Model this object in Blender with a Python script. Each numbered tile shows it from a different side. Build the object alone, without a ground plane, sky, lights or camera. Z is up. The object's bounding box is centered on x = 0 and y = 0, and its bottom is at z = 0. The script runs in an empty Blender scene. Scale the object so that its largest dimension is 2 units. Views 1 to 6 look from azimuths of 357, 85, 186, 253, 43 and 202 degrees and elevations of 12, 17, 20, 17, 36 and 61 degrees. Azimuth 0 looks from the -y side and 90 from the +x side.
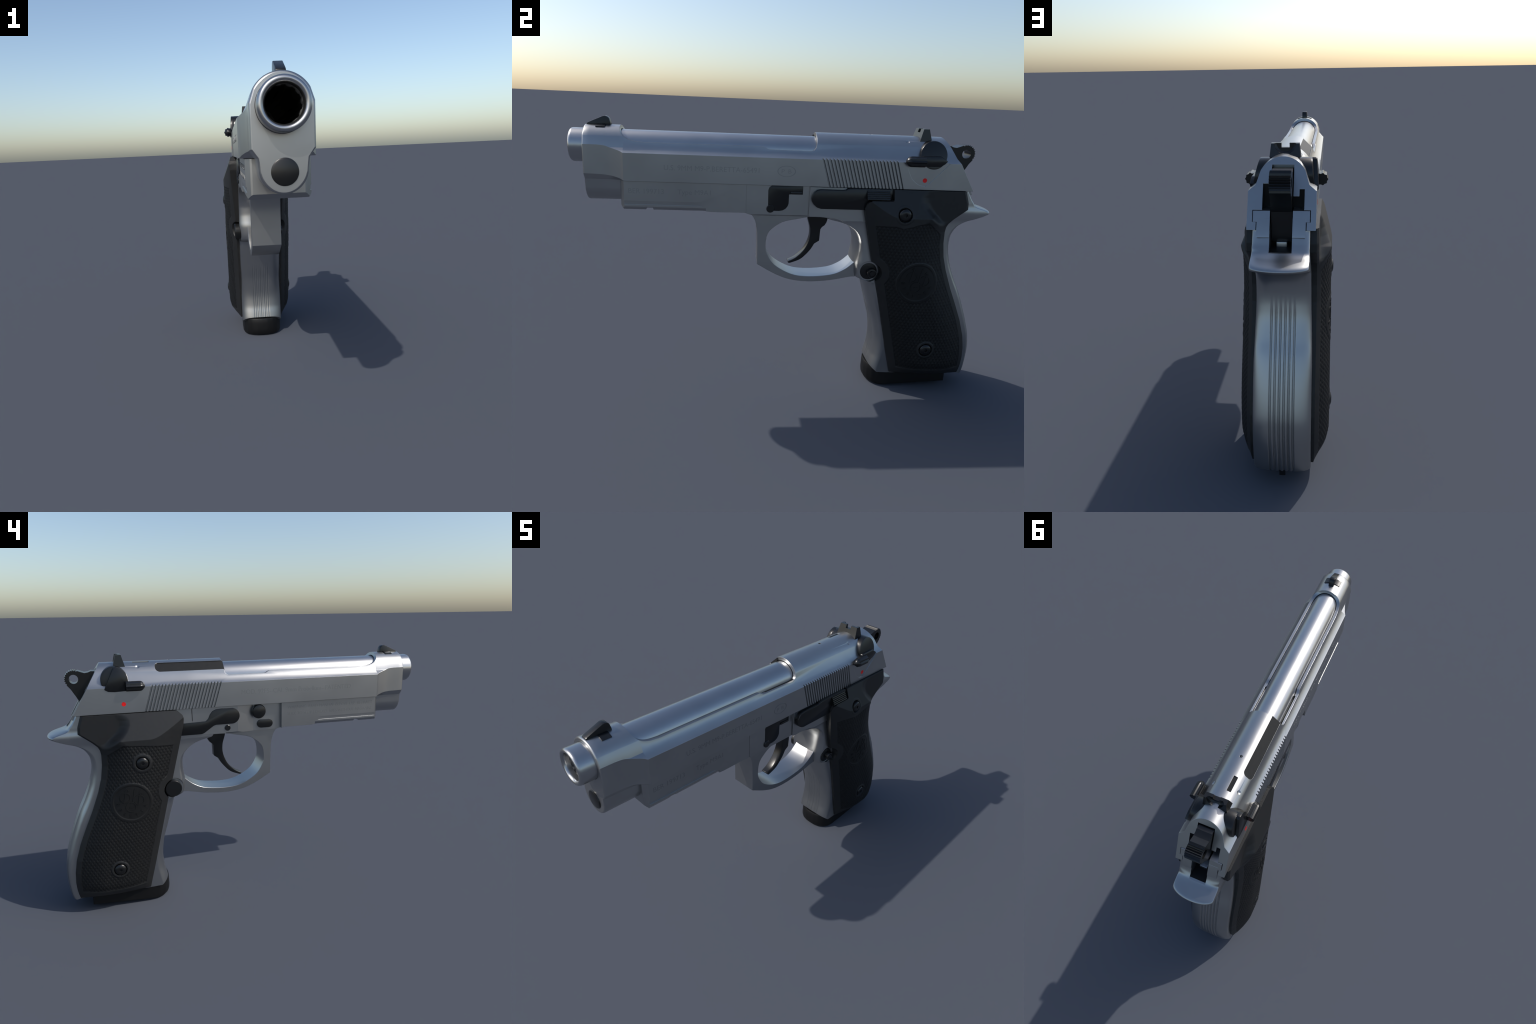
import bpy, bmesh, math
from math import sin, cos, pi, radians, sqrt
from mathutils import Vector, Matrix

# ------------------------------------------------------------------ helpers
COL = bpy.context.scene.collection


def link(me, name, mat, parent=None, smooth=32):
    ob = bpy.data.objects.new(name, me)
    COL.objects.link(ob)
    if mat is not None:
        me.materials.clear()
        me.materials.append(mat)
    if smooth:
        me.shade_smooth()
        me.set_sharp_from_angle(angle=radians(smooth))
    if parent is not None:
        ob.parent = parent
    return ob


def mesh_from(verts, faces, name="m"):
    me = bpy.data.meshes.new(name)
    me.from_pydata([tuple(v) for v in verts], [], faces)
    bm = bmesh.new()
    bm.from_mesh(me)
    bmesh.ops.remove_doubles(bm, verts=bm.verts, dist=1e-6)
    bmesh.ops.recalc_face_normals(bm, faces=bm.faces)
    bm.to_mesh(me)
    bm.free()
    me.update()
    return me


def join_meshes(meshes):
    bm = bmesh.new()
    for m in meshes:
        bm.from_mesh(m)
    me = bpy.data.meshes.new("joined")
    bm.to_mesh(me)
    bm.free()
    return me


def bevel_mesh(me, width, angle=30, seg=2):
    if width <= 0:
        return me
    ob = bpy.data.objects.new("tmp", me)
    COL.objects.link(ob)
    md = ob.modifiers.new("b", 'BEVEL')
    md.width = width
    md.segments = seg
    md.limit_method = 'ANGLE'
    md.angle_limit = radians(angle)
    md.use_clamp_overlap = True
    return apply_mods(ob)


def apply_mods(ob):
    bpy.context.view_layer.update()
    dg = bpy.context.evaluated_depsgraph_get()
    me = bpy.data.meshes.new_from_object(ob.evaluated_get(dg))
    bpy.data.objects.remove(ob)
    return me


def boolean(me, cutters, op='DIFFERENCE'):
    """cut each mesh of `cutters` out of `me` (exact solver, modifiers applied)"""
    ob = bpy.data.objects.new("tmp", me)
    COL.objects.link(ob)
    cs = []
    for c in cutters:
        co = bpy.data.objects.new("cut", c)
        COL.objects.link(co)
        cs.append(co)
        md = ob.modifiers.new("x", 'BOOLEAN')
        md.operation = op
        md.solver = 'EXACT'
        md.object = co
    out = apply_mods(ob)
    for co in cs:
        bpy.data.objects.remove(co)
    return out


def prism_x(pts, x0, x1, bevel=0.0, angle=30, seg=2):
    """polygon in the (y, z) plane pushed along x"""
    n = len(pts)
    v = [(x0, y, z) for y, z in pts] + [(x1, y, z) for y, z in pts]
    f = [list(range(n)), list(range(2 * n - 1, n - 1, -1))]
    f += [[i, (i + 1) % n, n + (i + 1) % n, n + i] for i in range(n)]
    return bevel_mesh(mesh_from(v, f), bevel, angle, seg)


def prism_y(pts, y0, y1, bevel=0.0):
    """polygon in the (x, z) plane pushed along y"""
    n = len(pts)
    v = [(x, y0, z) for x, z in pts] + [(x, y1, z) for x, z in pts]
    f = [list(range(n)), list(range(2 * n - 1, n - 1, -1))]
    f += [[i, (i + 1) % n, n + (i + 1) % n, n + i] for i in range(n)]
    return bevel_mesh(mesh_from(v, f), bevel)


def prism_z(pts, z0, z1, bevel=0.0):
    n = len(pts)
    v = [(x, y, z0) for x, y in pts] + [(x, y, z1) for x, y in pts]
    f = [list(range(n)), list(range(2 * n - 1, n - 1, -1))]
    f += [[i, (i + 1) % n, n + (i + 1) % n, n + i] for i in range(n)]
    return bevel_mesh(mesh_from(v, f), bevel)


def box(x0, x1, y0, y1, z0, z1, bevel=0.0):
    return prism_x([(y0, z0), (y1, z0), (y1, z1), (y0, z1)], x0, x1, bevel)


def loft(rings, cap=True):
    """rings of equal length, each a list of 3-tuples, closed around"""
    n = len(rings[0])
    v = [p for r in rings for p in r]
    f = []
    for k in range(len(rings) - 1):
        for i in range(n):
            j = (i + 1) % n
            f.append([k * n + i, k * n + j, (k + 1) * n + j, (k + 1) * n + i])
    if cap:
        f.append(list(range(n)))
        f.append(list(range((len(rings) - 1) * n, len(rings) * n))[::-1])
    return mesh_from(v, f)


def lathe(profile, axis, origin, seg=48):
    """profile = (radius, distance along axis); axis 'x' or 'y'"""
    rings = []
    for r, d in profile:
        r = max(r, 1e-5)
        ring = []
        for i in range(seg):
            a = 2 * pi * i / seg
            c, s = r * cos(a), r * sin(a)
            p = (d, c, s) if axis == 'x' else (c, d, s)
            ring.append((origin[0] + p[0], origin[1] + p[1], origin[2] + p[2]))
        rings.append(ring)
    return loft(rings)


def interp(x, table):
    if x <= table[0][0]:
        return table[0][1]
    for (a, va), (b, vb) in zip(table, table[1:]):
        if x <= b:
            t = (x - a) / (b - a)
            return va + (vb - va) * t
    return table[-1][1]


def smooth_interp(x, table):
    """monotone-ish cubic (Catmull-Rom with finite differences)"""
    n = len(table)
    if x <= table[0][0]:
        return table[0][1]
    if x >= table[-1][0]:
        return table[-1][1]
    m = []
    for i in range(n):
        if i == 0 or i == n - 1:
            j = min(i, n - 2)
            m.append((table[j + 1][1] - table[j][1]) / (table[j + 1][0] - table[j][0]))
        else:
            d0 = (table[i][1] - table[i - 1][1]) / (table[i][0] - table[i - 1][0])
            d1 = (table[i + 1][1] - table[i][1]) / (table[i + 1][0] - table[i][0])
            m.append(0.0 if d0 * d1 <= 0 else 2 * d0 * d1 / (d0 + d1))
    for i in range(n - 1):
        a, va = table[i]
        b, vb = table[i + 1]
        if x <= b:
            h = b - a
            t = (x - a) / h
            return ((2 * t ** 3 - 3 * t * t + 1) * va + (t ** 3 - 2 * t * t + t) * h * m[i]
                    + (3 * t * t - 2 * t ** 3) * vb + (t ** 3 - t * t) * h * m[i + 1])


def sstep(a, b, x):
    t = min(1.0, max(0.0, (x - a) / (b - a)))
    return t * t * (3 - 2 * t)


def smooth_poly(pts, sub=6):
    """closed Catmull-Rom through the points"""
    n = len(pts)
    out = []
    for i in range(n):
        p0, p1, p2, p3 = pts[i - 1], pts[i], pts[(i + 1) % n], pts[(i + 2) % n]
        for k in range(sub):
            t = k / sub
            out.append(tuple(0.5 * ((2 * b) + (-a + c) * t + (2 * a - 5 * b + 4 * c - d) * t * t
                                    + (-a + 3 * b - 3 * c + d) * t ** 3)
                             for a, b, c, d in zip(p0, p1, p2, p3)))
    return out


def open_curve(pts, sub=6):
    """open Catmull-Rom through the points, ends kept"""
    q = [pts[0]] + list(pts) + [pts[-1]]
    out = []
    for i in range(1, len(q) - 2):
        p0, p1, p2, p3 = q[i - 1], q[i], q[i + 1], q[i + 2]
        for k in range(sub):
            t = k / sub
            out.append(tuple(0.5 * ((2 * b) + (-a + c) * t + (2 * a - 5 * b + 4 * c - d) * t * t
                                    + (-a + 3 * b - 3 * c + d) * t ** 3)
                             for a, b, c, d in zip(p0, p1, p2, p3)))
    out.append(tuple(pts[-1]))
    return out


# ---------------------------------------------------------------- materials
def steel_material(name, base, rough, metallic, bevel=0.003, mottle=0.05):
    m = bpy.data.materials.new(name)
    m.use_nodes = True
    nt = m.node_tree
    b = nt.nodes["Principled BSDF"]
    tc = nt.nodes.new("ShaderNodeTexCoord")
    nz = nt.nodes.new("ShaderNodeTexNoise")
    nz.inputs["Scale"].default_value = 5.0
    nz.inputs["Detail"].default_value = 5.0
    nt.links.new(tc.outputs["Object"], nz.inputs["Vector"])
    cr = nt.nodes.new("ShaderNodeValToRGB")
    cr.color_ramp.elements[0].position = 0.3
    cr.color_ramp.elements[1].position = 0.7
    lo = [c * (1 - mottle) for c in base]
    hi = [min(1, c * (1 + mottle)) for c in base]
    cr.color_ramp.elements[0].color = (*lo, 1)
    cr.color_ramp.elements[1].color = (*hi, 1)
    nt.links.new(nz.outputs["Fac"], cr.inputs["Fac"])
    nt.links.new(cr.outputs["Color"], b.inputs["Base Color"])
    mr = nt.nodes.new("ShaderNodeMapRange")
    mr.inputs["To Min"].default_value = rough - 0.03
    mr.inputs["To Max"].default_value = rough + 0.03
    nt.links.new(nz.outputs["Fac"], mr.inputs["Value"])
    nt.links.new(mr.outputs["Result"], b.inputs["Roughness"])
    b.inputs["Metallic"].default_value = metallic
    if bevel:
        bv = nt.nodes.new("ShaderNodeBevel")
        bv.samples = 6
        bv.inputs["Radius"].default_value = bevel
        nt.links.new(bv.outputs["Normal"], b.inputs["Normal"])
    return m


def black_material(name, base, rough, grain=0.0, spec=0.5):
    m = bpy.data.materials.new(name)
    m.use_nodes = True
    nt = m.node_tree
    b = nt.nodes["Principled BSDF"]
    tc = nt.nodes.new("ShaderNodeTexCoord")
    nz = nt.nodes.new("ShaderNodeTexNoise")
    nz.inputs["Scale"].default_value = 60.0
    nz.inputs["Detail"].default_value = 4.0
    nt.links.new(tc.outputs["Object"], nz.inputs["Vector"])
    cr = nt.nodes.new("ShaderNodeValToRGB")
    cr.color_ramp.elements[0].position = 0.3
    cr.color_ramp.elements[1].position = 0.7
    cr.color_ramp.elements[0].color = (*[c * 0.85 for c in base], 1)
    cr.color_ramp.elements[1].color = (*[c * 1.15 for c in base], 1)
    nt.links.new(nz.outputs["Fac"], cr.inputs["Fac"])
    nt.links.new(cr.outputs["Color"], b.inputs["Base Color"])
    b.inputs["Roughness"].default_value = rough
    b.inputs["Specular IOR Level"].default_value = spec
    if grain:
        bp = nt.nodes.new("ShaderNodeBump")
        bp.inputs["Strength"].default_value = grain
        bp.inputs["Distance"].default_value = 0.002
        n2 = nt.nodes.new("ShaderNodeTexNoise")
        n2.inputs["Scale"].default_value = 220.0
        nt.links.new(tc.outputs["Object"], n2.inputs["Vector"])
        nt.links.new(n2.outputs["Fac"], bp.inputs["Height"])
        nt.links.new(bp.outputs["Normal"], b.inputs["Normal"])
    return m


STEEL = steel_material("satin_stainless_steel", (0.41, 0.415, 0.415), 0.33, 0.96, bevel=0.0015)
STEEL_FRAME = steel_material("brushed_frame_steel", (0.405, 0.41, 0.41), 0.33, 0.97, bevel=0.0008)
POLISH = steel_material("polished_barrel_steel", (0.44, 0.445, 0.45), 0.29, 0.98, bevel=0.0)
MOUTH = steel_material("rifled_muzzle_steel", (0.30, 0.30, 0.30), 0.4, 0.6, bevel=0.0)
BORE_SHADE = steel_material("shaded_bore_steel", (0.10, 0.10, 0.10), 0.35, 0.9, bevel=0.0)  # barrel steel darkened: the deep bore's shade is put into its colour
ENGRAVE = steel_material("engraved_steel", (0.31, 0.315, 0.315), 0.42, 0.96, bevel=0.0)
BLACK = black_material("blued_black_steel", (0.0065, 0.0068, 0.007), 0.29)
EXTRACT = black_material("worn_black_extractor", (0.013, 0.013, 0.0125), 0.5, spec=0.3)
POLYMER = black_material("black_rubber_grip", (0.0115, 0.0118, 0.012), 0.50, grain=0.04, spec=0.45)
CHEQUER_SHADE = black_material("shaded_chequer_rubber", (0.005, 0.0052, 0.0053), 0.58, grain=0.04, spec=0.35)  # grip rubber darkened: shade between the chequers put into colour; medallion too
PLASTIC = black_material("matt_black_baseplate", (0.0045, 0.0045, 0.0048), 0.5, spec=0.3)
RED = black_material("red_paint", (0.75, 0.003, 0.003), 0.5)

# --------------------------------------------------------------- main group
root = bpy.data.objects.new("pistol", None)
COL.objects.link(root)
root["label"] = "stainless steel semi-automatic pistol with black checkered grips"
root["category"] = "handgun"

AX = 1.185          # height of the barrel axis
R_TOP = 0.0945      # radius of the rounded slide top
R_BAR = 0.0757      # barrel radius
W_SL = 0.1235       # half width of the slide flanks
W_FR = 0.1055       # half width of the frame

# -------------------------------------------------------------------- slide
SHOULDER = (0.0970, 1.1870)   # where the round top meets the flare
A_TOP = 30.6


def slide_ring(y, shrink=0.0):
    fw = smooth_interp(y, [(-0.872, 0.0938), (-0.850, 0.0942), (-0.827, 0.0953), (-0.810, 0.0985), (-0.790, 0.1050),
                           (-0.775, 0.1105), (-0.765, 0.1144), (-0.756, 0.1190), (-0.750, W_SL)])
    zb = interp(y, [(-0.93, 1.068), (-0.85, 1.066), (-0.80, 1.061), (-0.765, 1.052), (-0.750, 1.0435)])
    xl = interp(y, [(-0.93, 0.0755), (-0.80, 0.080), (-0.765, 0.098), (-0.750, W_SL - 0.0015)])
    half = []
    n = 30
    for i in range(n + 1):
        a = radians(90 - i * (90 - A_TOP) / n)
        half.append((R_TOP * cos(a), AX + R_TOP * sin(a)))
    x0, z0 = half[-1]
    x1 = min(SHOULDER[0], fw - 0.0004)
    half.append((x1, z0 + (SHOULDER[1] - z0) * (x1 - x0) / (SHOULDER[0] - x0)))
    if fw > SHOULDER[0] + 0.0004:
        k = (fw - SHOULDER[0]) / (W_SL - SHOULDER[0])
        half.append((fw, SHOULDER[1] + (1.1672 - SHOULDER[1]) * k))
    else:
        half.append((fw, half[-1][1] - 0.0008))
    zt = half[-1][1]
    for i in range(1, 4):
        half.append((fw, zt + (zb - zt) * i / 3))
    half.append((xl, 1.0425))
    # lug round the recoil spring guide under the nose; flat underside behind it
    lugged = y < -0.70
    half.append((0.0755, 1.0425))
    for i in range(0, 15):
        a = -pi / 2 * i / 14
        half.append((max(0.0001, 0.0717 * cos(a)), 1.010 + 0.0717 * sin(a) if lugged else 1.0425))
    if shrink:
        half = [(x - shrink * (1 if x > 0.05 else x / 0.05), z - shrink * (1 if z > AX else (-1 if z < 1.0 else 0))) for x, z in half]
    ring = [(x, y, z) for x, z in half] + [(-x, y, z) for x, z in half[-1:0:-1]]
    return ring


ys = [(-0.932, 0.005), (-0.9305, 0.0025), (-0.928, 0.0008), (-0.925, 0.0)]
ys += [(y, 0) for y in (-0.90, -0.872, -0.858, -0.845, -0.832, -0.82, -0.807, -0.795, -0.785, -0.775, -0.769,
                        -0.763, -0.759, -0.755, -0.7525, -0.750)]
ys += [(-0.701, 0), (-0.699, 0), (-0.5, 0), (-0.2, 0), (0.1, 0), (0.4, 0), (0.65, 0), (0.9, 0)]
slide_me = loft([slide_ring(y, s) for y, s in ys])

cuts = []
# open top over the barrel
top_curve = open_curve([(-0.776, 1.285), (-0.769, 1.256), (-0.750, 1.233), (-0.715, 1.218), (-0.665, 1.212)], 6)
cuts.append(prism_x([(-0.777, 1.32)] + top_curve + [(-0.128, 1.2115), (-0.118, 1.208), (-0.108, 1.2015), (-0.098, 1.200),
                     (0.092, 1.1995), (0.104, 1.2035), (0.112, 1.212), (0.1165, 1.226), (0.118, 1.245), (0.118, 1.32)],
                    -0.2, 0.2))
# barrel channel
cuts.append(lathe([(0.0766, -1.0), (0.0766, -0.81), (0.0785, -0.805), (0.0785, 0.135)], 'y', (0, 0, AX), 96))
# clearance pockets beside the barrel
for s in (-1, 1):
    cuts.append(box(min(s * 0.060, s * 0.0825), max(s * 0.060, s * 0.0825), -0.085, 0.105, 1.185, 1.215))


def rear_plane(z):
    return 0.866 - 0.604 * (z - 1.045)


# sloping rear face
cuts.append(prism_x([(rear_plane(1.0), 1.0), (rear_plane(1.35), 1.35), (1.1, 1.35), (1.1, 1.0)], -0.3, 0.3))
slide_me = boolean(slide_me, cuts)
cuts = []
# hammer slot and the recesses beside it
cuts.append(box(-0.0405, 0.0405, 0.70, 1.0, 1.00, 1.252))
cuts.append(box(0.039, 0.070, 0.775, 1.0, 1.09, 1.191))
cuts.append(box(-0.0805, -0.039, 0.775, 1.0, 1.09, 1.150))
cuts.append(box(-0.0805, -0.062, 0.775, 1.0, 1.09, 1.173))
# rail channel (inverted T)
cuts.append(box(-0.1045, 0.1045, 0.45, 1.0, 1.068, 1.106))
cuts.append(box(-0.0905, 0.0905, 0.45, 1.0, 1.00, 1.07))
slide_me = boolean(slide_me, cuts)

# extractor window: a flat-floored slot on the right shoulder
ANG = radians(134)
NX, NZ = cos(ANG), sin(ANG)     # outward normal of the slot floor
TX, TZ = sin(ANG), -cos(ANG)    # direction across the slot (towards the crown)


def slot_poly(y0, y1, hw, r, seg=8):
    """outline (y, t) with open square front and rounded rear"""
    p = [(y0, -hw), (y0, hw)]
    for i in range(seg + 1):
        a = pi / 2 - i / seg * pi / 2
        p.append((y1 - r + r * cos(a), hw - r + r * sin(a)))
    for i in range(seg + 1):
        a = -i / seg * pi / 2
        p.append((y1 - r + r * cos(a), -hw + r + r * sin(a)))
    return p


def slot_prism(poly, d0, d1):
    v = []
    for d in (d0, d1):
        for y, t in poly:
            v.append((NX * d + TX * t, y, AX + NZ * d + TZ * t))
    n = len(poly)
    f = [list(range(n)), list(range(2 * n - 1, n - 1, -1))]
    f += [[i, (i + 1) % n, n + (i + 1) % n, n + i] for i in range(n)]
    return mesh_from(v, f)


cuts = [slot_prism(slot_poly(0.05, 0.462, 0.0285, 0.022), 0.083, 0.13)]
cuts.append(lathe([(0.0072, 0.0), (0.0072, 0.05)], 'x', (0, 0, 0), 20))
cuts[-1].transform(Matrix.Translation((0.0, 0.384, 1.262)) @ Matrix.Rotation(-pi / 2, 4, 'Y'))
cuts.append(box(-0.0325, -0.0125, 0.486, 0.566, 1.268, 1.30))
for s in (-1, 1):      # dimples ahead of the rear sight
    sp = lathe([(0.0001, -0.016)] + [(0.016 * sin(a), -0.016 * cos(a)) for a in
               [pi * k / 10 for k in range(1, 10)]] + [(0.0001, 0.016)], 'x', (s * 0.0700, 0.545, 1.2655), 20)
    cuts.append(sp)
# shallow relief under the left safety lever
cuts.append(prism_x([(0.536, 1.163), (0.545, 1.128), (0.564, 1.093), (0.585, 1.074), (0.605, 1.063), (0.632, 1.0585),
                     (0.648, 1.070), (0.738, 1.1655), (0.70, 1.19), (0.58, 1.19)], W_SL - 0.0035, 0.2))
slide_me = boolean(slide_me, cuts)

# grasping serrations, 22 slanted V grooves on each flank
groove = []
for s in (-1, 1):
    for k in range(22):
        y_t, y_b = 0.1435 + k * 0.01637, 0.1825 + k * 0.01637
        dz = 1.18 - 1.03
        sl = (y_b - y_t) / (1.1685 - 1.043)
        yt, yb = y_t - sl * (1.18 - 1.1685), y_b + sl * (1.043 - 1.03)
        w = 0.0050
        xo, xi = s * (W_SL + 0.002), s * (W_SL - 0.0085)
        v = [(xo, yt - w, 1.18), (xo, yt + w, 1.18), (xi, yt + w * 0.35, 1.18), (xi, yt - w * 0.35, 1.18),
             (xo, yb - w, 1.03), (xo, yb + w, 1.03), (xi, yb + w * 0.35, 1.03), (xi, yb - w * 0.35, 1.03)]
        groove.append(mesh_from(v, [(0, 1, 2, 3), (7, 6, 5, 4), (0, 4, 5, 1), (1, 5, 6, 2), (2, 6, 7, 3), (3, 7, 4, 0)]))
slide_me = boolean(slide_me, [join_meshes(groove)])
slide = link(slide_me, "slide", STEEL, root, 36)
# creases that are too shallow for the angle test: nose flank edges, chamfer edges, front face rim
sharp = slide_me.attributes.get("sharp_edge") or slide_me.attributes.new("sharp_edge", 'BOOLEAN', 'EDGE')
vs = slide_me.vertices
for e in slide_me.edges:
    a, b = vs[e.vertices[0]].co, vs[e.vertices[1]].co
    rim = a.y < -0.9315 and b.y < -0.9315
    run = abs(a.y - b.y) > abs(a.z - b.z) and -0.933 < min(a.y, b.y) and max(a.y, b.y) < -0.74
    nose = run and min(abs(a.x), abs(b.x)) > 0.070 and (1.155 < a.z < 1.2 or 1.04 < a.z < 1.07) and abs(a.x) > 0.072
    if rim or nose:
        sharp.data[e.index].value = True

# ------------------------------------------------------ parts on the slide
ext = slot_prism(slot_poly(0.1125, 0.461, 0.0278, 0.0215), 0.075, 0.0862)
link(ext, "extractor", EXTRACT, slide)
link(box(-0.0322, -0.0128, 0.4865, 0.5655, 1.262, 1.2735), "chamber_indicator", EXTRACT, slide)

# front sight: ramped blade with a curved cross foot
blade = prism_x([(-0.925, 1.274), (-0.925, 1.282), (-0.918, 1.287), (-0.852, 1.3155), (-0.842, 1.3170), (-0.832, 1.3145),
                 (-0.8245, 1.306), (-0.8185, 1.285), (-0.8185, 1.272)], -0.0148, 0.0148, 0.002)
foot_sec = []
for i in range(17):
    a = radians(90 - 27.5 + 55 * i / 16)
    foot_sec.append((0.0985 * cos(a), AX + 0.0985 * sin(a)))
for i in range(17):
    a = radians(90 + 27.5 - 55 * i / 16)
    foot_sec.append((0.0915 * cos(a), AX + 0.0915 * sin(a)))
foot = prism_y(foot_sec, -0.879, -0.8385)
link(join_meshes([blade, foot]), "front_sight", BLACK, slide)

# rear sight: notched, scooped block
rs = prism_x([(0.598, 1.24), (0.605, 1.262), (0.6195, 1.3155), (0.6465, 1.3155), (0.661, 1.262), (0.667, 1.24)],
             -0.07, 0.07)
side_l = prism_y([(0.0625, 1.235), (0.0515, 1.33), (0.2, 1.33), (0.2, 1.235)], 0.5, 0.8)
side_r = prism_y([(-0.0625, 1.235), (-0.2, 1.235), (-0.2, 1.33), (-0.0515, 1.33)], 0.5, 0.8)
notch = box(-0.0155, 0.0155, 0.5, 0.8, 1.2985, 1.34)
scoop = lathe([(0.001, 0.634), (0.034, 0.634), (0.0415, 0.642), (0.0415, 0.75)], 'y', (0, 0, 1.3175), 40)
belly = lathe([(R_TOP - 0.002, 0.5), (R_TOP - 0.002, 0.8)], 'y', (0, 0, AX), 64)
rs = boolean(rs, [side_l, side_r, belly, scoop, notch])
link(rs, "rear_sight", BLACK, slide)


# ambidextrous safety levers
def knob(y0, y1, xc, zc, r, ridges=9, seg=54):
    rings = []
    prof = [(0.0, 0.05), (0.004, 0.45), (0.010, 0.75), (0.018, 0.95), (0.026, 1.0), (y1 - y0, 1.0)]
    for d, k in prof:
        ring = []
        for i in range(seg):
            a = 2 * pi * i / seg
            rr = r * k * (1 + (0.07 * cos(a * ridges) if d > 0.017 else 0))
            ring.append((xc + rr * cos(a), y0 + d, zc + rr * sin(a)))
        rings.append(ring)
    return loft(rings)


def safety(side):
    s = side
    drum = lathe([(0.0640, 0.04), (0.0640, 0.1055), (0.0625, 0.1085), (0.054, 0.1105), (0.0001, 0.1115)], 'x',
                 (0, 0.662, 1.2025), 64)
    for v in drum.vertices:
        v.co.x -= (0.25 if s > 0 else 0.09) * (v.co.z - 1.2025) * sstep(0.05, 0.09, v.co.x)
    pts_main = [(0.606, 1.150), (0.600, 1.158), (0.600, 1.192), (0.606, 1.198), (0.690, 1.1995), (0.7245, 1.178),
                (0.712, 1.164), (0.694, 1.1525)]
    pts_alt = [(0.600, 1.150), (0.596, 1.156), (0.596, 1.186), (0.5975, 1.196), (0.6005, 1.216), (0.608, 1.237),
               (0.620, 1.2515), (0.636, 1.2615), (0.654, 1.2660), (0.664, 1.2600), (0.713, 1.160), (0.695, 1.1495), (0.665, 1.147)]
    plate = prism_x(pts_main if s > 0 else pts_alt, 0.100, 0.1285, 0.003)
    for v in plate.vertices:
        v.co.x -= (0.25 if s > 0 else 0.10) * max(0, v.co.z - 1.185)
    kn = knob(0.521, 0.612, 0.1385, 1.1735, 0.0228)
    dot = lathe([(0.0075, 0.0), (0.0075, 0.002)], 'x', (0, 0, 0), 16)
    me = join_meshes([drum, plate, kn])
    if s < 0:
        me.transform(Matrix.Scale(-1, 4, (1, 0, 0)))
        me.flip_normals()
    return me


link(safety(1), "safety_lever", BLACK, slide, 35)
link(safety(-1), "safety_lever", BLACK, slide, 35)
# red firing dots
for s in (1, -1):
    x = W_SL - 0.0035 if s > 0 else W_SL
    d = lathe([(0.0105, s * (x - 0.004)), (0.0105, s * (x + 0.0006)), (0.0001, s * (x + 0.0008))], 'x',
              (0, 0.628, 1.0865), 24)
    link(d, "red_dot", RED, slide)

# ------------------------------------------------------------------- barrel
prof = [(R_BAR, 0.16), (R_BAR, -0.986)] + [(0.0652 + 0.0105 * cos(t * pi / 12), -0.9860 - 0.0140 * sin(t * pi / 12)) for t in range(1, 12)] + [(0.0547, -0.9860)]
seg = 120
rings = []
for r, y in prof:
    rings.append([(r * cos(2 * pi * i / seg), y, AX + r * sin(2 * pi * i / seg)) for i in range(seg)])
for y in [-0.972, -0.969, -0.93, -0.87, -0.80, -0.72, -0.64, -0.56, -0.48, -0.4, -0.3, -0.2, -0.1]:
    ring = []
    for i in range(seg):
        a = 2 * pi * i / seg
        ph = ((a + y * 0.9) / (2 * pi) * 12) % 1.0
        g = (0.0030 if ph < 0.5 else 0.0) * sstep(-0.971, -0.970, y)
        ring.append(((0.0530 + g) * cos(a), y, AX + (0.0530 + g) * sin(a)))
    rings.append(ring)
rings.append([(0.0005 * cos(2 * pi * i / seg), -0.1, AX + 0.0005 * sin(2 * pi * i / seg)) for i in range(seg)])
barrel_me = loft(rings)
barrel = link(barrel_me, "barrel", POLISH, root, 28)
barrel_me.materials.append(BORE_SHADE)
barrel_me.materials.append(MOUTH)
for p in barrel_me.polygons:
    c = p.center
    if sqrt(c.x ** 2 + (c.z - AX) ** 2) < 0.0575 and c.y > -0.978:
        p.material_index = 2 if c.y < -0.91 else 1  # bore wall painted darker with depth
# recoil spring guide seen below the muzzle
link(lathe([(0.0405, -0.80), (0.0405, -0.9325), (0.039, -0.936), (0.034, -0.938), (0.0001, -0.9385)], 'y',
           (0.002, 0, 1.002), 48), "recoil_guide", BLACK, root)

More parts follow.
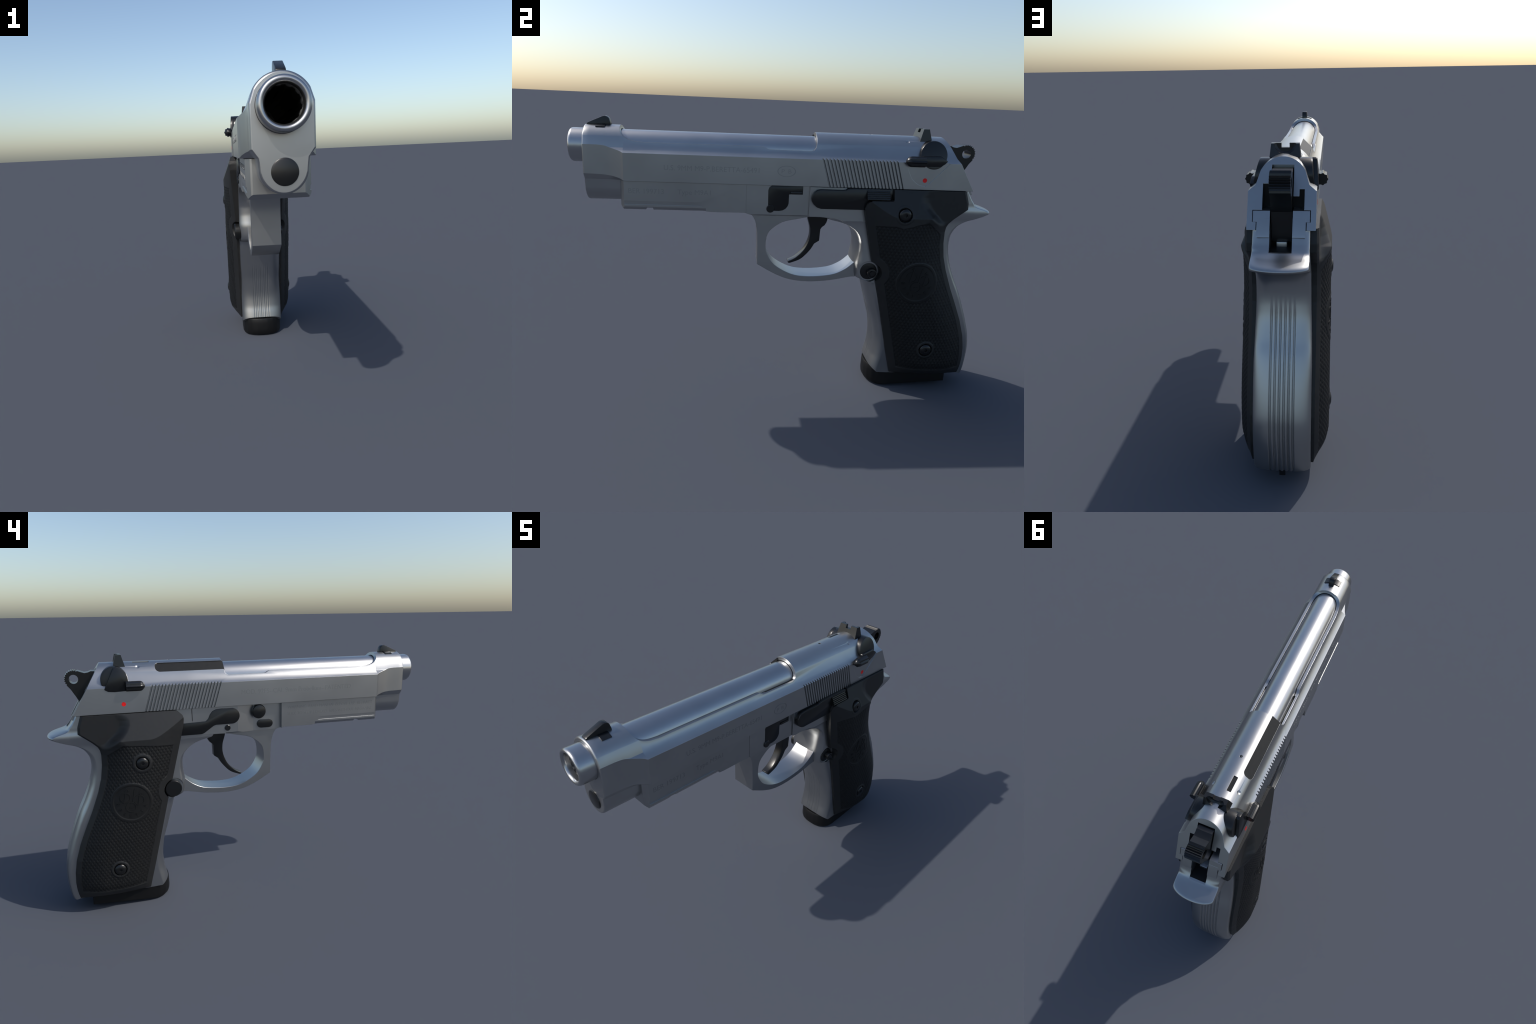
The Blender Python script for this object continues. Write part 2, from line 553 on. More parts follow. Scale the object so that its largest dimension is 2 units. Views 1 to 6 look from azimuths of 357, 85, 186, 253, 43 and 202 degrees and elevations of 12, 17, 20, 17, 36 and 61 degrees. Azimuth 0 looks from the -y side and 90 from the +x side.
# -------------------------------------------------------------------- frame
fr = prism_x([(-0.771, 1.0405), (-0.771, 0.928), (-0.756, 0.9115), (-0.659, 0.9115), (-0.651, 0.921), (-0.626, 0.921),
              (-0.624, 0.9115), (-0.395, 0.9115), (-0.363, 0.9085), (-0.205, 0.9085), (-0.185, 0.902), (-0.168, 0.897),
              (0.10, 0.8975), (0.345, 0.905), (0.50, 0.93), (0.78, 0.97), (0.80, 1.0405)], -W_FR, W_FR)
cuts = []
for s in (-1, 1):
    # tapered vertical front corners
    cuts.append(prism_z([(s * 0.083, -0.79), (s * 0.083, -0.7715), (s * 0.090, -0.768), (s * 0.1065, -0.752),
                         (s * 0.16, -0.752), (s * 0.16, -0.79)], 0.85, 1.1))
    # accessory rail groove, running out at its rear end
    xa, xb = s * 0.0945, s * 0.13
    v = []
    for yy, xi in ((-0.79, 0.1020), (-0.433, 0.1020), (-0.396, 0.1062)):
        v += [(s * xi, yy, 0.9345), (s * (xi + 0.0005), yy, 0.9505), (s * 0.13, yy, 0.9520), (s * 0.13, yy, 0.9345)]
    cuts.append(loft([v[0:4], v[4:8], v[8:12]]))
    cuts.append(prism_y([(s * 0.1085, 0.9295), (s * 0.0925, 0.905), (s * 0.13, 0.905), (s * 0.13, 0.9295)], -0.79, -0.385))
    cuts.append(prism_y([(s * 0.107, 0.9045), (s * 0.098, 0.8955), (s * 0.13, 0.8955), (s * 0.13, 0.9045)], -0.196, 0.12))
    # vertical joint lines
    if s > 0:
        cuts.append(box(min(s * 0.1035, s * 0.12), max(s * 0.1035, s * 0.12), -0.2015, -0.1985, 0.90, 1.06))
cuts.append(box(0.1035, 0.13, 0.0895, 0.0925, 0.85, 1.06))
# shallow bay behind the dust cover on the right flank, ramping out again
cuts.append(prism_z([(-0.13, -0.190), (-0.086, -0.190), (-0.086, -0.035), (-0.1058, 0.055), (-0.13, 0.055)], 0.85, 1.06))
cuts.append(box(-0.13, -0.1035, 0.294, 0.297, 0.975, 1.06))
fr = boolean(fr, cuts)
# raised left flank panel carrying the slide stop
fr = join_meshes([fr, prism_x([(0.0935, 1.0402), (0.0935, 0.905), (0.100, 0.8985), (0.150, 0.8985), (0.215, 0.893), (0.262, 0.880), (0.40, 0.88), (0.50, 1.0402)],
                              0.06, 0.1125, 0.0015)])
# rear rails standing inside the slide, and their upper lip
rear_hi = prism_x([(0.46, 1.068), (0.46, 1.104), (rear_plane(1.104) + 0.002, 1.104), (rear_plane(1.07) + 0.002, 1.0685),
                   (0.8, 1.0685)], -0.1015, 0.1015)
rear_lo = prism_x([(0.46, 1.02), (0.46, 1.080), (rear_plane(1.08) + 0.0017, 1.080), (rear_plane(1.03) + 0.0017, 1.030),
                   (rear_plane(1.02), 1.02)], -0.0875, 0.0875)
rear = boolean(join_meshes([rear_hi]), [box(-0.0410, 0.0410, 0.70, 1.0, 0.97, 1.3)])
rear2 = boolean(join_meshes([rear_lo]), [box(-0.0408, 0.0408, 0.70, 1.0, 0.97, 1.3)])
fr = join_meshes([fr, rear, rear2])
frame = link(fr, "frame", STEEL_FRAME, root, 9)

# -------------------------------------------------------------- trigger guard
g_out = open_curve([(-0.200, 0.907), (-0.172, 0.892), (-0.153, 0.862), (-0.143, 0.82), (-0.1395, 0.78), (-0.1375, 0.72)], 4)
g_out += [(-0.137, 0.647)]
g_out += open_curve([(-0.130, 0.6425), (-0.042, 0.595), (0.035, 0.569), (0.125, 0.561), (0.227, 0.569), (0.323, 0.588), (0.345, 0.590)], 5)
g_out += [(0.42, 0.60), (0.42, 0.69)]
g_in = open_curve([(0.347, 0.672), (0.334, 0.657), (0.294, 0.625), (0.232, 0.599), (0.124, 0.588), (0.034, 0.599), (-0.051, 0.645),
                   (-0.091, 0.703), (-0.099, 0.748), (-0.091, 0.799), (-0.065, 0.831), (-0.018, 0.861), (0.05, 0.877),
                   (0.100, 0.887), (0.15, 0.8895)], 5)
gd = prism_x(g_out + g_in + [(0.20, 0.8895), (0.20, 0.907)], -0.066, 0.066, 0.0015, 60, 1)
link(gd, "trigger_guard", STEEL_FRAME, frame, 35)

# -------------------------------------------------------------- grip frame
YF = [(0.070, 0.465), (0.10, 0.464), (0.133, 0.469), (0.18, 0.4780), (0.239, 0.4820), (0.33, 0.472), (0.414, 0.447),
      (0.541, 0.409), (0.572, 0.400), (0.584, 0.370), (0.596, 0.348), (0.625, 0.342), (0.666, 0.340), (0.70, 0.3445), (0.735, 0.3480), (0.768, 0.3475),
      (0.795, 0.341), (0.815, 0.331), (0.835, 0.314), (0.858, 0.283), (0.872, 0.249), (0.881, 0.212), (0.886, 0.190), (0.889, 0.185),
      (0.90, 0.18), (1.04, 0.18)]
BACK = [(0.968, 0.068), (0.975, 0.080), (0.982, 0.11), (0.987, 0.16), (0.9885, 0.218), (0.983, 0.27), (0.970, 0.327),
        (0.9345, 0.430), (0.895, 0.527), (0.859, 0.60), (0.832, 0.666), (0.818, 0.715), (0.811, 0.754), (0.810, 0.79),
        (0.8145, 0.822), (0.829, 0.851), (0.851, 0.874), (0.885, 0.893), (0.93, 0.906), (0.970, 0.917), (0.992, 0.925),
        (1.0005, 0.932), (0.999, 0.9385), (0.988, 0.9455), (0.965, 0.953), (0.935, 0.962), (0.912, 0.973), (0.894, 0.990), (0.880, 1.012),
        (0.868, 1.034), (0.866, 1.0405)]
back_pts = open_curve(BACK, 5)
back_pts = sorted({round(z, 5): y for y, z in back_pts}.items())


def core_ring(z, yb):
    yf = smooth_interp(z, YF)
    w = interp(z, [(0.07, 0.1135), (0.5, 0.1135), (0.62, 0.111), (0.72, 0.1075), (0.84, 0.1055), (0.87, 0.1045), (0.89, 0.1035), (1.04, 0.1035)])
    groove_b = sstep(0.765, 0.66, z)
    groove_f = sstep(0.44, 0.41, z)
    tang = sstep(0.86, 0.92, z)
    ring = []
    nf = 110
    fd = interp(z, [(0.07, 0.036), (0.11, 0.043), (0.3, 0.045), (0.55, 0.046), (0.63, 0.036), (0.72, 0.029), (0.78, 0.024), (0.83, 0.018), (0.87, 0.010)])
    for i in range(nf + 1):
        t = -1 + 2 * i / nf
        t = t * (1.5 - 0.5 * t * t) if abs(t) > 0 else 0
        x = w * t
        c = fd * (0.35 * abs(t) ** 4 + 0.65 * (1 - sqrt(max(0, 1 - abs(t) ** 4.0))))
        y = yf + c
        if groove_f > 0 and abs(x) < 0.0445:
            y += groove_f * 0.0022 * max(0, cos(2 * pi * x / 0.0105)) ** 2
        ring.append((x, y, z))
    nb = 190
    bd = 0.030 * (1 - tang) + 0.016 * tang
    for i in range(nb + 1):
        t = 1 - 2 * i / nb
        t = t * (1.4 - 0.4 * t * t)
        x = w * t
        c = bd * (1 - sqrt(max(0, 1 - abs(t) ** 3.6)))
        if tang > 0:
            c += 0.019 * t * t * sstep(0.985, 0.955, z) * sstep(0.90, 0.925, z)
            c -= 0.012 * (1 - t * t) * 0 
        y = yb - c
        if groove_b > 0:
            q = abs(x) / 0.018 - 0.5
            if -0.5 <= q < 2.5:
                ph = abs(q - round(q))
                y -= groove_b * 0.0060 * sstep(0.34, 0.02, ph)
        ring.append((x, y, z))
    return ring


zs = []
for z, y in back_pts:
    if not zs or z - zs[-1][0] > 0.0012:
        zs.append((z, y))
rings = []
for k, (z, y) in enumerate(zs):
    rings.append(core_ring(z, y))
    if k + 1 < len(zs):
        gap = zs[k + 1][0] - z
        nn = int(gap / 0.012)
        for j in range(nn):
            zz = z + gap * (j + 1) / (nn + 1)
            rings.append(core_ring(zz, y + (zs[k + 1][1] - y) * (j + 1) / (nn + 1)))
core = loft(rings)
# hammer well, magazine catch seat, arched bottom edge, magazine mouth
MC = (0.408, 0.632)


def catch_seat(s, r0, r1, x0, x1):
    return lathe([(r0, s * x0), (r1, s * x1)], 'x', (0, MC[0], MC[1]), 40)


cuts = [box(-0.0405, 0.0405, 0.72, 1.1, 0.972, 1.2),
        catch_seat(1, 0.049, 0.060, 0.101, 0.125), catch_seat(-1, 0.049, 0.060, 0.101, 0.125),
        prism_x([(0.40, 0.0), (0.40, 0.118), (0.465, 0.113), (0.485, 0.098), (0.505, 0.083), (0.55, 0.081), (0.93, 0.081),
                 (0.945, 0.077), (1.0, 0.069), (1.0, 0.0)], -0.3, 0.3)]
core = boolean(core, cuts)
grip_frame = link(core, "grip_frame", STEEL_FRAME, root, 40)
link(box(-0.0125, 0.0125, 0.925, 0.955, 0.036, 0.1, 0.002), "lanyard_lug", BLACK, grip_frame)
link(box(-0.020, 0.020, 0.74, 0.845, 0.955, 0.992, 0.004), "hammer_strut", STEEL, grip_frame)

# ----------------------------------------------------------- grip panels
GF = [(0.088, 0.568), (0.231, 0.531), (0.427, 0.483), (0.589, 0.443), (0.703, 0.412), (0.942, 0.354), (1.042, 0.330)]
GR = [(0.088, 0.930), (0.110, 0.936), (0.14, 0.941), (0.18, 0.9435), (0.235, 0.940), (0.30, 0.928), (0.385, 0.9005), (0.47, 0.8645), (0.56, 0.824), (0.65, 0.789), (0.72, 0.768),
      (0.788, 0.7575), (0.845, 0.756), (0.868, 0.760), (0.885, 0.769), (0.907, 0.792), (0.932, 0.824), (0.955, 0.8545), (0.988, 0.852), (1.042, 0.834)]
MED = (0.632, 0.600)


def cheq_mask(y, z, yf, yr, side):
    """1 inside the chequered field, soft at its border"""
    top = 0.874 + (y - 0.41) * 0.085
    if side > 0:
        top = interp(y, [(0.40, 0.874), (0.50, 0.877), (0.535, 0.868), (0.575, 0.877), (0.60, 0.886), (0.655, 0.899), (0.73, 0.84)])
        if y > 0.655:
            top = 0.899 - (y - 0.655) * 0.83
    elif y > 0.651:
        top = 0.895 - (y - 0.651) * 0.64
    d = min(top - z, z - 0.131, (y - yf) - 0.034, (yr - y) - 0.024)
    scr = (0.566, 0.799) if side < 0 else (0.536, 0.930)
    d = min(d, math.hypot(y - scr[0], z - scr[1]) - 0.046)
    d = min(d, math.hypot(y - 0.718, z - 0.246) - 0.043)
    d = min(d, math.hypot(y - MED[0], z - MED[1]) - 0.101)
    d = min(d, math.hypot(y - MC[0], z - MC[1]) - 0.086)
    return d


def panel_x(y, z, side):
    yf = interp(z, GF)
    yr = interp(z, GR)
    tf = min(1, max(0, (y - yf) / interp(z, [(0.1, 0.185), (0.5, 0.165)])))
    tr = min(1, max(0, (yr - y) / 0.150))
    tb = min(1, max(0, (z - 0.082) / 0.095))
    ef, er, eb = (1 - tf) ** 2.0, (1 - tr) ** 1.75, (1 - tb) ** 2.3
    edge = interp(z, [(0.088, 0.121), (0.60, 0.126), (0.72, 0.128), (0.95, 0.144), (1.04, 0.144)])
    lo = edge + (0.127 - edge) * sstep(0.0, 0.12, y - yf)
    top = 0.1825 + 0.002 * sstep(0.9, 0.3, z)
    p = 1.5
    e = min(1.0, (ef ** p + er ** p) ** (1 / p))
    x = lo + (top - lo) * (1 - e)
    x = 0.122 + (x - 0.122) * (1 - eb) ** 0.6
    # thumb facet falling inwards towards the top edge
    f = (z - 0.915) / 0.127
    if f > 0:
        x = min(x, 0.1825 - 0.047 * f)
    # scooped hollow behind it
    yb = interp(z, [(0.84, 0.765), (0.865, 0.738), (0.90, 0.690), (0.93, 0.655), (0.957, 0.632), (0.985, 0.618),
                    (1.01, 0.616), (1.03, 0.628), (1.045, 0.650)])
    k = sstep(-0.012, 0.05, y - yb) * sstep(0.845, 0.90, z)
    hollow = 0.1345 + 0.010 * sstep(0.05, 0.0, yr - y) * 0
    x = x + (min(x, hollow) - x) * k
    # chequering
    d = cheq_mask(y, z, yf, yr, side)
    if d > 0:
        u = y / 0.0178 + z / 0.0302
        v = y / 0.0178 - z / 0.0302
        tri = lambda q: 1 - abs(2 * (q - math.floor(q)) - 1)
        h = min(tri(u), tri(v))
        m = sstep(0.0, 0.006, d)
        x += m * (-0.0026 + 0.0023 * h)
    # medallion: raised ring round a flat disc
    r = math.hypot(y - MED[0], z - MED[1])
    if r < 0.101:
        x += 0.0010 * sstep(0.101, 0.097, r) * sstep(0.088, 0.091, r) * 0.7 - 0.0010 * sstep(0.091, 0.086, r)
    # screw seats
    for (sy, sz) in ((0.566, 0.799) if side < 0 else (0.536, 0.930), (0.718, 0.246)):
        q = math.hypot(y - sy, z - sz)
        x -= 0.011 * sstep(0.0335, 0.0315, q)
        x += 0.0012 * sstep(0.046, 0.042, q) * sstep(0.031, 0.035, q)
    # raised bottom border
    x += 0.0016 * sstep(0.119, 0.123, z) * sstep(0.131, 0.127, z) * (1 if yf + 0.03 < y < yr - 0.02 else 0)
    return x


def grip_panel(side):
    ny, nz = 250, 440
    v = []
    z0, z1 = 0.088, 1.0405
    for j in range(nz + 1):
        z = z0 + (z1 - z0) * j / nz
        yf, yr = interp(z, GF), interp(z, GR)
        # slight arch along the bottom edge
        for i in range(ny + 1):
            t = i / ny
            y = yf + (yr - yf) * t
            zz = z + 0.007 * sin(pi * t) * (1 - sstep(0.0, 0.06, z - z0))
            v.append((panel_x(y, zz, side), y, zz))
    f = []
    w = ny + 1
    for j in range(nz):
        for i in range(ny):
            a = j * w + i
            f.append((a, a + 1, a + w + 1, a + w))
    # border loop, pushed in to the frame
    loop = [i for i in range(w)] + [j * w + ny for j in range(1, nz + 1)] + \
           [nz * w + i for i in range(ny - 1, -1, -1)] + [j * w for j in range(nz - 1, 0, -1)]
    n0 = len(v)
    for a in loop:
        v.append((0.100, v[a][1], v[a][2]))
    n = len(loop)
    for k in range(n):
        f.append((loop[k], loop[(k + 1) % n], n0 + (k + 1) % n, n0 + k))
    f.append(tuple(range(n0, n0 + n)))
    me = mesh_from(v, f)
    cuts = [lathe([(0.050, 0.09), (0.055, 0.125), (0.062, 0.22)], 'x', (0, MC[0], MC[1]), 40)]
    if side > 0:
        cuts.append(prism_x([(0.2, 0.9885), (0.480, 0.9895), (0.4845, 0.994), (0.4845, 1.2), (0.2, 1.2)], 0.0, 0.3))
        cuts.append(prism_x([(0.30, 0.93), (0.354, 0.955), (0.358, 0.970), (0.368, 0.982), (0.385, 0.9895), (0.30, 1.0)], 0.0, 0.3))
    else:
        cuts.append(prism_x([(0.2, 0.97), (0.3475, 0.97), (0.345, 1.0), (0.350, 1.018), (0.372, 1.0365), (0.40, 1.05), (0.2, 1.2)], 0.0, 0.3))
    me = boolean(me, cuts)
    if side < 0:
        me.transform(Matrix.Scale(-1, 4, (1, 0, 0)))
        me.flip_normals()
    ob = link(me, "grip_panel", POLYMER, root, 50)
    me.materials.append(CHEQUER_SHADE)
    for p in me.polygons:
        c = p.center
        if abs(c.x) > 0.13 and (cheq_mask(c.y, c.z, interp(c.z, GF), interp(c.z, GR), side) > 0.002
                                or math.hypot(c.y - MED[0], c.z - MED[1]) < 0.1):
            p.material_index = 1
    return ob


panels = {s: grip_panel(s) for s in (1, -1)}

# screws
SCREWS = [(1, 0.536, 0.930), (1, 0.718, 0.246), (-1, 0.566, 0.799), (-1, 0.718, 0.246)]
for s, sy, sz in SCREWS:
    bx = panel_x(sy + 0.04, sz, s) - 0.002
    me = lathe([(0.0285, s * (bx - 0.02)), (0.0285, s * (bx + 0.001)), (0.026, s * (bx + 0.0045)), (0.019, s * (bx + 0.0075)),
                (0.0105, s * (bx + 0.009)), (0.0075, s * (bx + 0.0085)), (0.0065, s * (bx + 0.002)), (0.0001, s * (bx + 0.002))],
               'x', (0, sy, sz), 40)
    link(me, "grip_screw", BLACK, panels[s], 35)


# medallion emblem: three arrows through three rings, with curved lettering
def text_mesh(body, height, extrude):
    cu = bpy.data.curves.new("txt", 'FONT')
    cu.body = body
    cu.size = height / 0.72
    cu.extrude = extrude
    cu.resolution_u = 3
    ob = bpy.data.objects.new("txt", cu)
    COL.objects.link(ob)
    return apply_mods(ob)


def side_matrix(s, y, z, x, rot=0.0):
    """text X runs to the viewer's right on flank s, text Y up"""
    m = Matrix(((0, 0, s, s * x), (s, 0, 0, y), (0, 1, 0, z), (0, 0, 0, 1)))
    return m @ Matrix.Rotation(rot, 4, 'Z')


def flat_ring(r0, r1, h, seg=32):
    v, f = [], []
    for i in range(seg):
        a = 2 * pi * i / seg
        for r, zz in ((r0, 0), (r0, h), (r1, h), (r1, 0)):
            v.append((r * cos(a), r * sin(a), zz))
    for i in range(seg):
        j = (i + 1) % seg
        for k in range(4):
            f.append((4 * i + k, 4 * j + k, 4 * j + (k + 1) % 4, 4 * i + (k + 1) % 4))
    return mesh_from(v, f)


def bar(p, q, w, h):
    d = Vector((q[0] - p[0], q[1] - p[1]))
    n = Vector((-d.y, d.x)).normalized() * w / 2
    pts = [(p[0] + n.x, p[1] + n.y), (p[0] - n.x, p[1] - n.y), (q[0] - n.x, q[1] - n.y), (q[0] + n.x, q[1] + n.y)]
    return prism_z(pts, 0, h)


for s in (1, -1):
    bits = []
    h = 0.0032
    for cx, cy, top in ((-0.031, 0.030, (-0.022, 0.074)), (0.036, 0.012, (0.044, 0.052)), (-0.006, -0.022, None)):
        rg = flat_ring(0.0225, 0.0265, h)
        rg.transform(Matrix.Translation((cx, cy, 0)))
        bits.append(rg)
        if top:
            bits.append(bar((cx - 0.008, cy - 0.03), top, 0.005, h))
            bits.append(bar((top[0] - 0.010, top[1] - 0.006), (top[0] + 0.001, top[1] + 0.004), 0.004, h))
            bits.append(bar((top[0] + 0.009, top[1] - 0.009), (top[0] - 0.001, top[1] + 0.004), 0.004, h))
    bits.append(bar((0.004, -0.002), (0.020, 0.072), 0.007, h))
    bits.append(bar((-0.014, -0.022), (0.003, -0.022), 0.005, h))
    word = "BERETTA"
    for i, ch in enumerate(word):
        a = radians(-178 + i * (158 / (len(word) - 1)))
        t = text_mesh(ch, 0.018, 0.0016)
        cx = sum(v.co.x for v in t.vertices) / len(t.vertices)
        t.transform(Matrix.Translation((0.0665 * cos(a), 0.0665 * sin(a), 0.0016)) @ Matrix.Rotation(a + pi / 2, 4, 'Z')
                    @ Matrix.Translation((-cx, -0.009, 0)))
        bits.append(t)
    me = join_meshes(bits)
    me.transform(side_matrix(s, MED[0], MED[1], 0.0))
    for v in me.vertices:      # wrap the relief onto the curved panel
        v.co.x = s * (panel_x(v.co.y, v.co.z, s) - 0.0012 + abs(v.co.x))
    ob = link(me, "medallion_emblem", CHEQUER_SHADE, panels[s], 30)
    ob["kind"] = "stuff"

# --------------------------------------------------------- slide lettering
lw = 0.0008


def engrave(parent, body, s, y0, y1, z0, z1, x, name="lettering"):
    t = text_mesh(body, z1 - z0, 0.0011)
    xs = [v.co.x for v in t.vertices]
    k = abs(y1 - y0) / (max(xs) - min(xs))
    t.transform(Matrix.Translation((-min(xs) * k, 0, 0)) @ Matrix.Scale(k, 4, (1, 0, 0)))
    t.transform(side_matrix(s, y0, z0, x))
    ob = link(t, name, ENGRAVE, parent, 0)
    ob["kind"] = "stuff"
    return ob


engrave(slide, "U.S. 9MM M9-P.BERETTA-65491", 1, -0.571, -0.145, 1.0975, 1.1215, W_SL - 0.0007)
engrave(slide, "MOD. 92FS--CAL 9mm Probellum--PATENTED", -1, 0.036, -0.587, 1.1005, 1.1255, W_SL - 0.0007)
engrave(frame, "BER 199713", 1, -0.733, -0.575, 0.986, 1.010, W_FR - 0.0007)
engrave(frame, "Type M9A1", 1, -0.514, -0.363, 0.986, 1.010, W_FR - 0.0007)
engrave(frame, "WARNING. READ MANUAL BEFORE USE. RETRACT", -1, -0.224, -0.735, 1.005, 1.023, W_FR - 0.0007)
engrave(frame, "SLIDE TO SEE IF LOADED. FIRES WITHOUT MAGAZINE", -1, -0.224, -0.732, 0.9715, 0.9895, W_FR - 0.0007)
oval = flat_ring(0.036, 0.040, 0.0012, 48)
oval.transform(side_matrix(1, -0.021, 1.109, W_SL - 0.0002) @ Matrix.Scale(1.06, 4, (1, 0, 0)) @ Matrix.Scale(0.63, 4, (0, 1, 0)))
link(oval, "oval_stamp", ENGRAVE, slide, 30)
engrave(slide, "P", 1, -0.044, -0.030, 1.100, 1.119, W_SL - 0.0007)
engrave(slide, "B", 1, -0.013, 0.001, 1.100, 1.119, W_SL - 0.0007)

# -------------------------------------------------------------------- hammer
hc = (0.848, 1.207)
prof = [(0.70, 1.238), (0.765, 1.2425), (0.780, 1.2365), (0.796, 1.2345), (0.811, 1.2395)]
N = 11
for k in range(N * 2 + 1):
    a = radians(118 - k * (118 + 40) / (N * 2))
    r = 0.0437 if k % 2 == 0 else 0.0385
    prof.append((hc[0] + r * cos(a), hc[1] + r * sin(a)))
prof += [(0.866, 1.160), (0.844, 1.122), (0.833, 1.10), (0.828, 0.99), (0.71, 0.99)]
hm = prism_x(prof, -0.0372, 0.0372)
hm = boolean(hm, [lathe([(0.0215, -0.1), (0.0215, 0.1)], 'x', (0, hc[0], hc[1]), 40)])
link(hm, "hammer", BLACK, root, 20)

# black liner boxes added to darken the rear recesses and hammer well floor
link(join_meshes([box(0.030, 0.0715, 0.74, 0.7765, 1.085, 1.189), box(-0.082, -0.030, 0.74, 0.7768, 1.085, 1.172), box(-0.0402, 0.0402, 0.725, 0.905, 0.955, 0.9745)]), "dark_recess_liner", PLASTIC, root)

# ------------------------------------------------------------------- trigger
tr_front = open_curve([(0.103, 0.895), (0.109, 0.866), (0.122, 0.820), (0.121, 0.770), (0.098, 0.714), (0.058, 0.671), (0.020, 0.650)], 5)
tr_back = [(0.0195, 0.6445), (0.026, 0.641)] + open_curve([(0.035, 0.643), (0.083, 0.664), (0.125, 0.707), (0.147, 0.744)], 5) + \
          [(0.171, 0.760), (0.172, 0.80), (0.173, 0.818), (0.180, 0.829), (0.192, 0.838), (0.200, 0.852), (0.204, 0.866), (0.204, 0.895)]
tr_poly = [(y - 0.001, z) for y, z in tr_front + tr_back]
link(prism_x(tr_poly, -0.024, 0.024, 0.0075, 40, 3), "trigger", BLACK, root, 40)

# --------------------------------------------------------- controls on frame
# slide stop with ribbed thumb pad (left flank)
plate = prism_x([(0.101, 0.988), (0.104, 1.003), (0.112, 1.018), (0.124, 1.028), (0.141, 1.032), (0.258, 1.0315), (0.266, 1.039),
                 (0.300, 1.0412), (0.474, 1.0412), (0.478, 0.992), (0.374, 0.992), (0.360, 0.975), (0.356, 0.942), (0.147, 0.942), (0.127, 0.948), (0.112, 0.961),
                 (0.104, 0.974)], 0.09, 0.1365, 0.004)
pad_pts = [(0.130, 1.0352)]
nrib = 5
for k in range(nrib):
    z = 1.035 - k * 0.0080
    xo = 0.1400 + k * 0.0042
    pad_pts += [(xo, z), (xo + 0.002, z - 0.0048), (xo - 0.0012, z - 0.0058), (xo - 0.0010, z - 0.0072)]
pad_pts += [(0.1550, 0.994), (0.130, 0.994), (0.10, 0.994), (0.10, 1.0352)]
pad = prism_y(pad_pts, 0.356, 0.463)
link(join_meshes([plate, pad]), "slide_stop", BLACK, frame, 30)

# takedown lever (left flank) and its pin
tk = [(-0.098, 0.950), (-0.0995, 1.018), (-0.096, 1.030), (-0.085, 1.0395), (0.062, 1.0395), (0.062, 1.001), (-0.002, 1.001), (-0.002, 0.958),
      (-0.006, 0.945), (-0.015, 0.933), (-0.028, 0.925), (-0.045, 0.9215), (-0.075, 0.9215), (-0.098, 0.93)]
link(prism_x(tk, 0.09, 0.1075, 0.002), "takedown_lever", BLACK, frame, 30)
link(box(0.09, 0.1125, 0.004, 0.058, 1.003, 1.014, 0.003), "takedown_catch", BLACK, frame, 30)
link(lathe([(0.0185, 0.09), (0.0185, 0.109), (0.0165, 0.111), (0.0001, 0.1112)], 'x', (0, -0.087, 0.9315), 28), "takedown_pin", BLACK, frame)
link(lathe([(0.0145, 0.08), (0.0145, 0.109), (0.013, 0.111), (0.0001, 0.1113)], 'x', (0, 0.128, 0.917), 28), "trigger_pin", BLACK, frame)

# right flank: takedown button, slot cover, trigger pin, trigger bar
link(lathe([(0.0375, -0.07), (0.0375, -0.1045), (0.034, -0.109), (0.024, -0.112), (0.0001, -0.1135)], 'x', (0, -0.063, 1.002), 40),
     "takedown_button", BLACK, frame)
cap = []
for i in range(13):
    a = -pi / 2 + pi * i / 12
    cap.append((-0.0785 + 0.0225 * cos(a), 0.933 + 0.0225 * sin(a)))
for i in range(13):
    a = pi / 2 + pi * i / 12
    cap.append((-0.1215 + 0.0225 * cos(a), 0.933 + 0.0225 * sin(a)))
link(prism_x(cap, -0.0935, -0.08, 0.002), "slot_cover", BLACK, frame, 30)
link(lathe([(0.0155, -0.08), (0.0155, -0.109), (0.0135, -0.1105), (0.0001, -0.1108)], 'x', (0, 0.111, 0.928), 28), "trigger_pin", BLACK, frame)
tb = []
for i in range(15):
    a = radians(270 - 190 * i / 14)
    tb.append((0.086 + 0.0415 * cos(a), 0.9895 + 0.0415 * sin(a)))
tb += [(0.149, 1.0305), (0.172, 1.0285), (0.190, 1.020), (0.203, 1.004), (0.212, 0.983), (0.226, 0.9705), (0.36, 0.9665), (0.36, 0.9045), (0.249, 0.9045),
       (0.235, 0.910), (0.185, 0.944), (0.172, 0.948)]
link(prism_x(tb, -0.1115, -0.09, 0.003), "trigger_bar", BLACK, frame, 30)

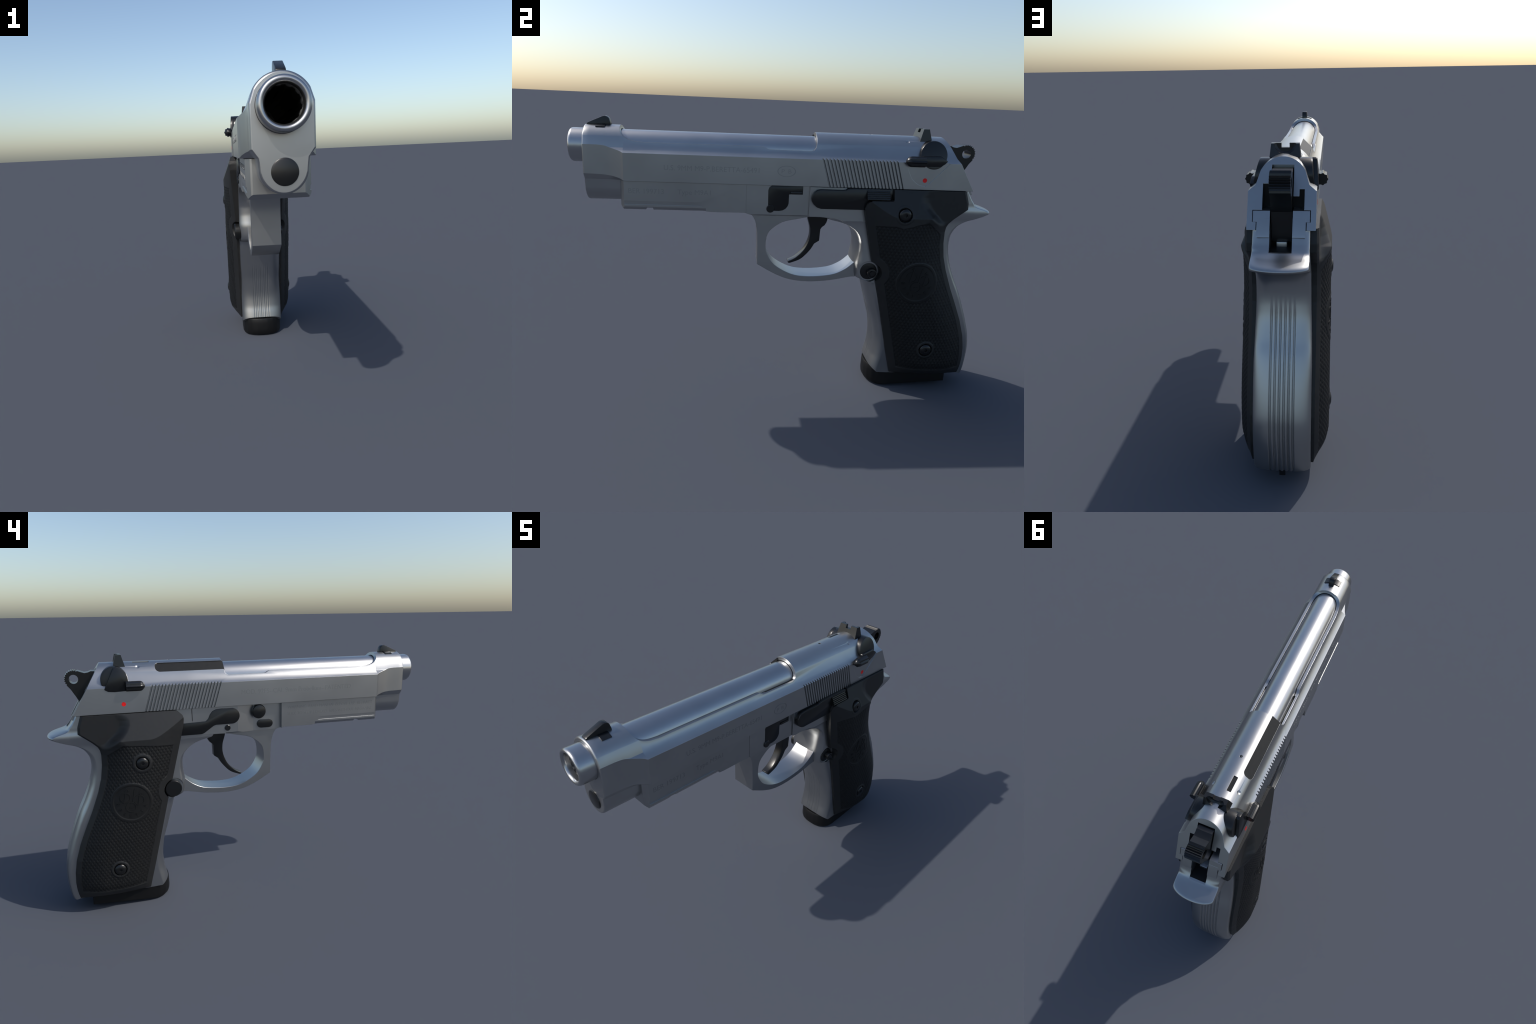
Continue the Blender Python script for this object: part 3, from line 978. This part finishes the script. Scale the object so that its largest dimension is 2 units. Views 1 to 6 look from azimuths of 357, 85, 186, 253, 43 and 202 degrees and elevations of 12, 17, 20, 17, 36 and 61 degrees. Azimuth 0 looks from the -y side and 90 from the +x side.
# magazine catch
me = join_meshes([
    lathe([(0.040, 0.05), (0.043, 0.098), (0.041, 0.104), (0.030, 0.106), (0.0001, 0.106)], 'x', (0, MC[0] + 0.002, MC[1] - 0.001), 40),
    lathe([(0.024, 0.10), (0.024, 0.124), (0.022, 0.1275), (0.017, 0.1285), (0.016, 0.1255), (0.012, 0.1255), (0.011, 0.1285), (0.0001, 0.1288)], 'x',
          (0, MC[0] + 0.014, MC[1] - 0.005), 32),
    lathe([(0.0435, -0.05), (0.0435, -0.131), (0.0405, -0.1345), (0.0001, -0.1352)], 'x', (0, MC[0] + 0.006, MC[1] + 0.002), 40)])
link(me, "magazine_catch", BLACK, grip_frame, 35)

# magazine floor plate
half = [(0.0, 0.456), (0.03, 0.4580), (0.060, 0.468), (0.086, 0.488), (0.104, 0.520), (0.111, 0.560), (0.1125, 0.62), (0.1125, 0.862),
        (0.108, 0.872), (0.0, 0.874)]
pts = half + [(-x, y) for x, y in half[-2:0:-1]]
dense = []
n = len(pts)
for i in range(n):
    a, b = pts[i], pts[(i + 1) % n]
    for k in range(4):
        dense.append((a[0] + (b[0] - a[0]) * k / 4, a[1] + (b[1] - a[1]) * k / 4))


def plate_ring(z, inset):
    out = []
    for x, y in dense:
        k = max(0.0, 1 - (y - 0.46) / 0.10)
        yy = y + inset * k
        xx = x * (1 - 0.25 * inset)
        tilt = 0.026 * min(1, max(0, (y - 0.50)) / 0.36) * (abs(x) / 0.1125) ** 2 + 0.006 * (abs(x) / 0.1125) ** 4
        lip = 0.0
        out.append((xx, yy, z + tilt * max(0, 1 - z / 0.06)))
    return out


mag = loft([plate_ring(0.0, 0.026), plate_ring(0.002, 0.019), plate_ring(0.007, 0.010), plate_ring(0.018, 0.003), plate_ring(0.042, 0.0),
            plate_ring(0.075, 0.0005), plate_ring(0.098, 0.001), plate_ring(0.104, 0.004)])
mag = boolean(mag, [prism_x([(0.51, 0.09), (0.53, 0.086), (1.0, 0.086), (1.0, 0.3), (0.51, 0.3)], -0.3, 0.3)])
link(mag, "magazine_floor_plate", PLASTIC, root, 35)
